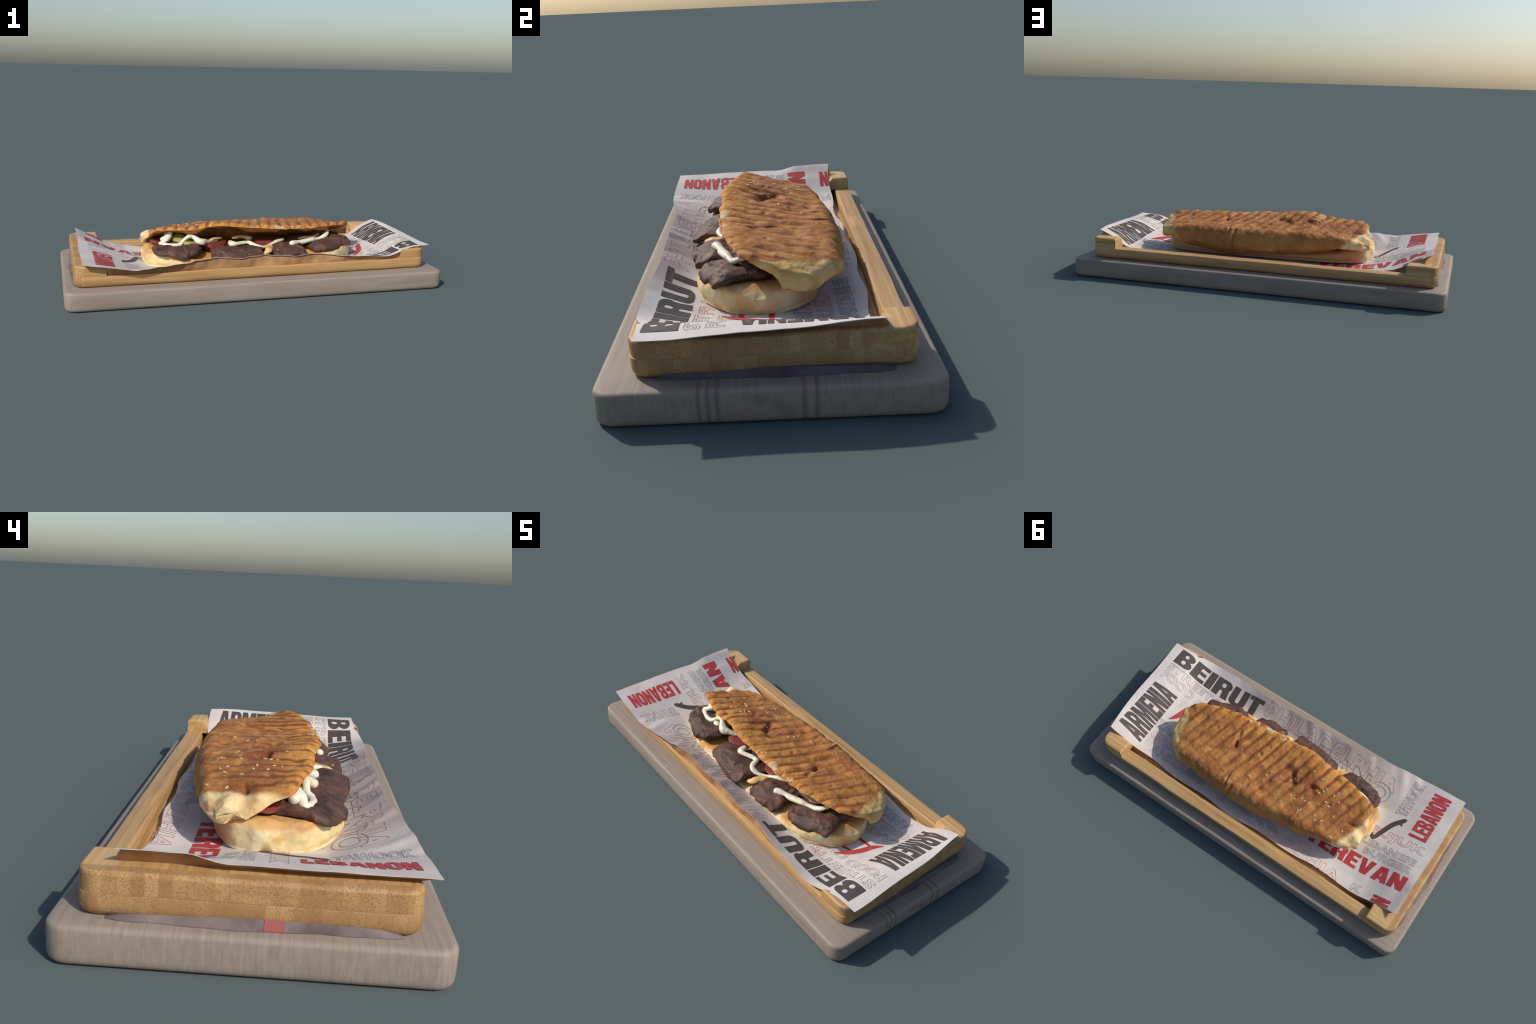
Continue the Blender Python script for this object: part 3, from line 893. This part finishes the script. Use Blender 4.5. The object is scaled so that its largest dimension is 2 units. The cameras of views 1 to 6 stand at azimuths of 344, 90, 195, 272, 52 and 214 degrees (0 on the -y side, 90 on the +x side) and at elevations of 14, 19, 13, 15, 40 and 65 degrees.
def top_relief(p, n):
    x, y, z = p.T
    up = smooth(0.3, 0.8, n[:, 2])
    ph = (x - RIDGE_SKEW * y - RIDGE_PHASE) / RIDGE_PERIOD + 0.25 * noise(p, 7, 3)
    ridge = -np.cos(2 * np.pi * ph)
    ridge = np.clip(ridge * 1.15, -1.1, 0.7)
    fade = (0.35 + 0.65 * smooth(0.12, -0.08, y)) * (0.55 + 0.45 * smooth(-0.3, 0.3, noise(p, 8, 21)))
    d = 0.0036 * ridge * fade * up * smooth(0.56, 0.50, np.abs(x + 0.01))
    # ridges scallop the front lip a little as well
    d += 0.0012 * ridge * smooth(-0.10, -0.14, y) * (1 - up)
    d += 0.0040 * fbm(p, 12, 3, 5) - 0.004 * smooth(0.25, 0.75, fbm(p, 10, 2, 61)) * up + 0.0014 * fbm(p, 50, 2, 8)
    # lumpy torn underside and wavy lip
    under = smooth(-0.1, -0.6, n[:, 2])
    d += under * (0.010 * fbm(p, 9, 2, 77))
    for cx, cy, rx, ry, depth, a in DENTS:
        dx, dy = x - cx, y - cy
        u, v = dx * math.cos(a) + dy * math.sin(a), -dx * math.sin(a) + dy * math.cos(a)
        d -= 1.0 * depth * np.exp(-((u / rx) ** 2 + (v / ry) ** 2) ** 1.4) * up
    # crack down the back flank, and torn lower hem
    back = smooth(0.3, 0.8, n[:, 1])
    d -= 0.010 * back * np.exp(-((x - 0.145 - 0.06 * (0.28 - z)) / 0.008) ** 2)
    # folds on the pale blunt ends
    left = smooth(-0.46, -0.53, x)
    d += left * 0.007 * np.sin(y * 75 + 1 + 20 * (z - 0.27)) * smooth(0.30, 0.27, z)
    return d


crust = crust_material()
xs = np.concatenate([np.linspace(-0.566, -0.50, 50), np.linspace(-0.498, 0.50, 420), np.linspace(0.502, 0.624, 60)])
top_mesh = loft("top_bread", xs, top_ctrl, 220, top_relief, [(-0.567, 0.078, 0.230), (0.6255, 0.06, 0.220)])
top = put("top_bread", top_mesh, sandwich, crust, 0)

# bottom half ---------------------------------------------------------------
L_YF = [(-0.580, -0.06), (-0.565, -0.11), (-0.54, -0.145), (-0.50, -0.180), (-0.45, -0.203), (-0.35, -0.235), (-0.2, -0.240), (0.0, -0.243), (0.1, -0.240), (0.25, -0.236), (0.40, -0.226), (0.48, -0.205), (0.55, -0.155), (0.59, -0.105), (0.612, -0.05)]
L_YB = [(-0.580, 0.02), (-0.565, 0.055), (-0.54, 0.085), (-0.50, 0.108), (-0.45, 0.130), (-0.35, 0.156), (-0.2, 0.170), (0.1, 0.176), (0.3, 0.176), (0.42, 0.165), (0.51, 0.138), (0.56, 0.095), (0.59, 0.05), (0.612, 0.0)]
L_ZT = [(-0.580, 0.185), (-0.56, 0.207), (-0.52, 0.214), (-0.46, 0.206), (-0.38, 0.188), (-0.3, 0.180), (-0.2, 0.174), (0.0, 0.168), (0.2, 0.168), (0.33, 0.180), (0.45, 0.195), (0.53, 0.205), (0.58, 0.198), (0.612, 0.175)]
L_ZFR = [(-0.580, 0.185), (-0.56, 0.205), (-0.52, 0.208), (-0.46, 0.194), (-0.38, 0.178), (-0.3, 0.172), (-0.2, 0.168), (0.0, 0.160), (0.2, 0.160), (0.33, 0.166), (0.45, 0.180), (0.53, 0.200), (0.58, 0.196), (0.612, 0.175)]


def low_ctrl(x):
    yf, yb, zt, zr = (float(spline(t, x)) for t in (L_YF, L_YB, L_ZT, L_ZFR))
    w = yb - yf
    e = 0.124
    return [(yf + 0.10 * w, e - 0.004), (yf + 0.015 * w, e + 0.012), (yf, 0.55 * e + 0.45 * zr), (yf + 0.03 * w, zr - 0.006), (yf + 0.10 * w, zr), (yf + 0.3 * w, 0.4 * zr + 0.6 * zt), (yf + 0.55 * w, zt), (yb - 0.12 * w, zt), (yb - 0.02 * w, zt - 0.014), (yb, 0.5 * e + 0.5 * zt), (yb - 0.02 * w, e + 0.01), (yb - 0.10 * w, e - 0.004)]


def low_relief(p, n):
    d = 0.004 * fbm(p, 10, 3, 41) + 0.0012 * fbm(p, 45, 2, 44)
    x = p[:, 0]
    d += 0.004 * np.sin(p[:, 1] * 60 + 2) * smooth(-0.5, -0.56, x) * smooth(0.14, 0.17, p[:, 2])
    return d * smooth(0.118, 0.13, p[:, 2])


xs = np.concatenate([np.linspace(-0.580, -0.52, 40), np.linspace(-0.517, 0.53, 260), np.linspace(0.534, 0.612, 45)])
low_mesh = loft("bottom_bread", xs, low_ctrl, 150, low_relief, [(-0.583, -0.02, 0.155), (0.615, -0.025, 0.15)])
put("bottom_bread", low_mesh, sandwich, crumb_material(), 0)

# meat patties ---------------------------------------------------------------
meat = patty_material()


def patty(center, size, yaw, droop, seed, square=2.6, lean=0.0):
    nu, nv = 70, 90
    th = np.linspace(-math.pi / 2, math.pi / 2, nu)
    ph = np.linspace(0, 2 * math.pi, nv, endpoint=False)
    T, F = np.meshgrid(th, ph, indexing="ij")
    pw = lambda v, e: np.sign(v) * np.abs(v) ** e
    e = 2 / square
    X = pw(np.cos(T), 0.6) * pw(np.cos(F), e)
    Y = pw(np.cos(T), 0.6) * pw(np.sin(F), e)
    Z = pw(np.sin(T), 0.8)
    P = np.stack([X * size[0] / 2, Y * size[1] / 2, Z * size[2] / 2], 2).reshape(-1, 3)
    k = fbm(P + seed * 3.7, 16, 3, seed)
    edge = fbm(np.stack([P[:, 0], P[:, 1], 0 * P[:, 0]], 1) + seed, 18, 3, seed + 50)
    P[:, :2] *= (1 + 0.115 * edge)[:, None]
    P[:, 2] += 0.0085 * k + 0.006 * noise(P + seed, 9, seed + 9)
    P += 0.0024 * np.stack([noise(P, 60, seed + j) for j in range(3)], 1)
    t = np.clip(-P[:, 1] / (size[1] / 2), 0, 1.2)
    P[:, 2] -= droop * t ** 2
    P[:, 2] += lean * P[:, 0]
    c, s = math.cos(yaw), math.sin(yaw)
    P = np.stack([P[:, 0] * c - P[:, 1] * s, P[:, 0] * s + P[:, 1] * c, P[:, 2]], 1) + center
    m = mesh_from("meat_patty", P, grid_faces(nu, nv, True))
    bm = bmesh.new()
    bm.from_mesh(m)
    bmesh.ops.remove_doubles(bm, verts=bm.verts, dist=2e-4)
    bmesh.ops.recalc_face_normals(bm, faces=bm.faces)
    bm.to_mesh(m)
    bm.free()
    return put("meat_patty", m, sandwich, meat, 0)


patty((-0.402, -0.128, 0.214), (0.235, 0.210, 0.046), -0.36, 0.016, 1, 3.4, -0.10)
patty((-0.090, -0.160, 0.194), (0.280, 0.220, 0.044), -0.12, 0.022, 2, 6.0)
patty((0.192, -0.153, 0.190), (0.190, 0.205, 0.046), 0.06, 0.018, 3, 5.5)
patty((0.425, -0.108, 0.206), (0.245, 0.200, 0.046), 0.28, 0.020, 4, 4.5, 0.06)
patty((0.500, -0.030, 0.222), (0.090, 0.090, 0.036), 0.5, 0.0, 5, 2.2)
patty((-0.235, -0.03, 0.205), (0.16, 0.15, 0.035), 0.2, 0.0, 6)
patty((0.30, -0.02, 0.205), (0.20, 0.15, 0.035), 0.1, 0.0, 7)


# tubes: sauce, onion ----------------------------------------------------------
def tube(name, points, radii, mat, seed=0, ring=20, per=14, flat=1.0):
    P = np.array(points, float)
    t = np.arange(len(P))
    tt = np.linspace(0, len(P) - 1, per * (len(P) - 1) + 1)
    C = np.stack([spline(list(zip(t, P[:, k])), tt) for k in range(3)], 1)
    R = spline(list(zip(t, radii)), tt)
    s = np.concatenate([[0], np.cumsum(np.linalg.norm(np.diff(C, axis=0), axis=1))])
    # round the two ends
    R = R * np.sqrt(np.clip(1 - np.clip(1 - s / R[0], 0, 1) ** 2, 0.02, 1)) * np.sqrt(np.clip(1 - np.clip(1 - (s[-1] - s) / R[-1], 0, 1) ** 2, 0.02, 1))
    T = np.gradient(C, axis=0)
    T /= np.linalg.norm(T, axis=1, keepdims=True) + 1e-9
    A = np.cross(T, (0.15, 0.1, 1.0))
    A /= np.linalg.norm(A, axis=1, keepdims=True) + 1e-9
    B = np.cross(T, A)
    a = np.linspace(0, 2 * math.pi, ring, endpoint=False)
    V = C[:, None] + R[:, None, None] * (np.cos(a)[None, :, None] * A[:, None] + flat * np.sin(a)[None, :, None] * B[:, None])
    n = V.reshape(-1, 3)
    d = n - np.repeat(C, ring, 0)
    n = n + d * (0.34 * noise(n, 26, seed) + 0.10 * noise(n, 70, seed + 3))[:, None]
    k = len(tt)
    f = grid_faces(k, ring, True) + [tuple(range(ring)), tuple(range((k - 1) * ring, k * ring))]
    m = mesh_from(name, n, f)
    fix_normals(m)
    return put(name, m, sandwich, mat, 0)


mayo = simple("white_sauce", (0.70, 0.645, 0.49), (0.80, 0.755, 0.60), 9, 0.28, 0.5, 0.05, 0.3, 0.25)
tube("sauce_drizzle", [(-0.455, -0.03, 0.272), (-0.440, -0.075, 0.272), (-0.470, -0.105, 0.246), (-0.488, -0.115, 0.236), (-0.450, -0.135, 0.232), (-0.395, -0.135, 0.232), (-0.375, -0.120, 0.246), (-0.345, -0.118, 0.268), (-0.320, -0.118, 0.268), (-0.290, -0.132, 0.250), (-0.262, -0.125, 0.242), (-0.220, -0.095, 0.232), (-0.17, -0.06, 0.235)],
     [0.016, 0.018, 0.017, 0.015, 0.015, 0.015, 0.012, 0.013, 0.014, 0.023, 0.020, 0.011, 0.010], mayo, 3, flat=0.8)
tube("sauce_drizzle", [(-0.115, -0.110, 0.235), (-0.108, -0.140, 0.224), (-0.085, -0.148, 0.226), (-0.045, -0.130, 0.226), (-0.010, -0.125, 0.224), (0.002, -0.150, 0.218), (0.018, -0.168, 0.214), (0.055, -0.165, 0.206), (0.095, -0.142, 0.206), (0.140, -0.115, 0.216), (0.20, -0.085, 0.226)],
     [0.017, 0.018, 0.014, 0.011, 0.011, 0.013, 0.014, 0.012, 0.011, 0.011, 0.010], mayo, 13, flat=0.8)
tube("sauce_drizzle", [(0.205, -0.178, 0.219), (0.225, -0.170, 0.221), (0.262, -0.155, 0.222), (0.296, -0.148, 0.220), (0.340, -0.132, 0.224), (0.400, -0.110, 0.226), (0.432, -0.100, 0.236), (0.455, -0.085, 0.248), (0.468, -0.06, 0.262)],
     [0.019, 0.016, 0.012, 0.016, 0.013, 0.011, 0.012, 0.013, 0.011], mayo, 23, flat=0.8)

tube("sauce_drizzle", [(-0.425, -0.055, 0.290), (-0.445, -0.075, 0.268), (-0.470, -0.088, 0.243), (-0.478, -0.092, 0.234)], [0.014, 0.018, 0.024, 0.026], mayo, 43)
tomato = simple("tomato_slice", (0.15, 0.028, 0.022), (0.26, 0.06, 0.045), 20, 0.3, 0.5, 0.15, 0.3)
pickle = simple("pickle_slice", (0.30, 0.26, 0.06), (0.48, 0.44, 0.15), 18, 0.35, 0.5, 0.15, 0.2)
tan_bits = simple("tan_strip", (0.42, 0.28, 0.15), (0.58, 0.44, 0.28), 18, 0.4, 0.4, 0.1)


def slice_disc(name, center, radius, thick, tilt, yaw, mat, seed):
    n, rows = 48, 5
    v = []
    prof = ((0.0, 1), (0.86, 1), (1.0, 0.5), (1.0, -0.5), (0.86, -1), (0.0, -1))
    for r, h in prof:
        for i in range(n):
            a = 2 * math.pi * i / n
            w = 1 + 0.05 * math.sin(3 * a + seed) + 0.03 * math.sin(7 * a + seed * 2)
            x, y, z = max(r, 0.01) * radius * w * math.cos(a), max(r, 0.01) * radius * w * math.sin(a), h * thick / 2 + 0.003 * math.sin(2 * a + seed) * r
            y, z = y * math.cos(tilt) - z * math.sin(tilt), y * math.sin(tilt) + z * math.cos(tilt)
            x, y = x * math.cos(yaw) - y * math.sin(yaw), x * math.sin(yaw) + y * math.cos(yaw)
            v.append((center[0] + x, center[1] + y, center[2] + z))
    m = mesh_from(name, v, grid_faces(len(prof), n, True) + [tuple(range(n)), tuple(range(5 * n, 6 * n))])
    fix_normals(m)
    return put(name, m, sandwich, mat, 35)


slice_disc("tomato_slice", (-0.205, -0.055, 0.222), 0.085, 0.020, 0.10, 0.2, tomato, 1)
slice_disc("tomato_slice", (0.105, -0.045, 0.218), 0.085, 0.018, 0.08, 0.0, tomato, 2)
slice_disc("tomato_slice", (-0.470, 0.005, 0.232), 0.062, 0.018, 0.05, 0.0, tomato, 4)
slice_disc("pickle_slice", (-0.330, -0.115, 0.235), 0.045, 0.012, 0.45, 0.5, pickle, 3)
slice_disc("pickle_slice", (-0.385, -0.070, 0.252), 0.040, 0.012, 0.35, 0.1, pickle, 5)
tube("tan_strip", [(-0.10, -0.085, 0.246), (-0.05, -0.080, 0.248), (-0.01, -0.080, 0.240), (0.02, -0.05, 0.235)], [0.015, 0.020, 0.018, 0.012], tan_bits, 31, flat=0.6)
tube("tan_strip", [(0.28, -0.090, 0.226), (0.33, -0.085, 0.230), (0.38, -0.08, 0.230), (0.42, -0.05, 0.24)], [0.010, 0.014, 0.014, 0.010], tan_bits, 37, flat=0.6)
tube("tan_strip", [(-0.24, -0.10, 0.225), (-0.20, -0.085, 0.245), (-0.15, -0.07, 0.245)], [0.010, 0.012, 0.010], tan_bits, 39, flat=0.6)
# a scrap of crust between the second and third patty, and burnt tips
tube("bread_flap", [(0.045, -0.215, 0.178), (0.075, -0.205, 0.192), (0.10, -0.165, 0.198), (0.11, -0.12, 0.2)], [0.014, 0.020, 0.020, 0.014], simple("toasted_flap", (0.55, 0.30, 0.09), (0.72, 0.48, 0.20), 16), 41, flat=0.6)

# sesame seeds ---------------------------------------------------------------
tm = top.data
co = np.empty(len(tm.vertices) * 3)
tm.vertices.foreach_get("co", co)
bvh = BVHTree.FromPolygons([Vector(c) for c in co.reshape(-1, 3)], [tuple(p.vertices) for p in tm.polygons])
seed_mesh = bpy.data.meshes.new("sesame_seed")
bm = bmesh.new()
bmesh.ops.create_uvsphere(bm, u_segments=12, v_segments=8, radius=1.0)
for v in bm.verts:
    taper = 1 - 0.35 * (v.co.x * 0.5 + 0.5)
    v.co = Vector((v.co.x * 0.0085, v.co.y * 0.0052 * taper, v.co.z * 0.0022))
bm.to_mesh(seed_mesh)
bm.free()
seed_mesh.materials.append(simple("sesame_seed", (0.54, 0.37, 0.17), (0.66, 0.50, 0.28), 30, 0.4))
seed_mesh.shade_smooth()
spots = [(-0.10, 0.032), (-0.115, 0.012), (-0.18, -0.065), (-0.276, -0.01), (-0.262, 0.010), (-0.283, -0.03), (-0.345, -0.045), (-0.334, -0.022), (-0.318, 0.030), (-0.375, -0.005), (-0.205, 0.085), (-0.225, 0.088), (-0.175, 0.105), (-0.342, 0.040), (-0.222, 0.146), (-0.232, 0.138), (-0.226, 0.158),
         (-0.308, 0.118), (-0.352, 0.122), (-0.320, 0.140), (-0.468, 0.105), (-0.435, 0.165), (0.02, 0.08), (0.01, 0.05), (-0.25, 0.082), (-0.15, 0.10), (-0.24, -0.055), (-0.39, 0.07), (0.09, 0.13)]
for x, y in spots:
    hit, nor, _, _ = bvh.ray_cast(Vector((x, y, 0.6)), Vector((0, 0, -1)))
    if hit is None:
        continue
    o = bpy.data.objects.new("sesame_seed", seed_mesh)
    SCENE.objects.link(o)
    o.parent = sandwich
    o.rotation_mode = "QUATERNION"
    q = nor.to_track_quat("Z", "X")
    from mathutils import Quaternion
    o.rotation_quaternion = q @ Quaternion((0, 0, 1), random.uniform(0, 6.28))
    o.location = hit + nor * 0.0009 - Vector(sandwich.location)
    k = random.uniform(0.8, 1.1)
    o.scale = (k, k, k)
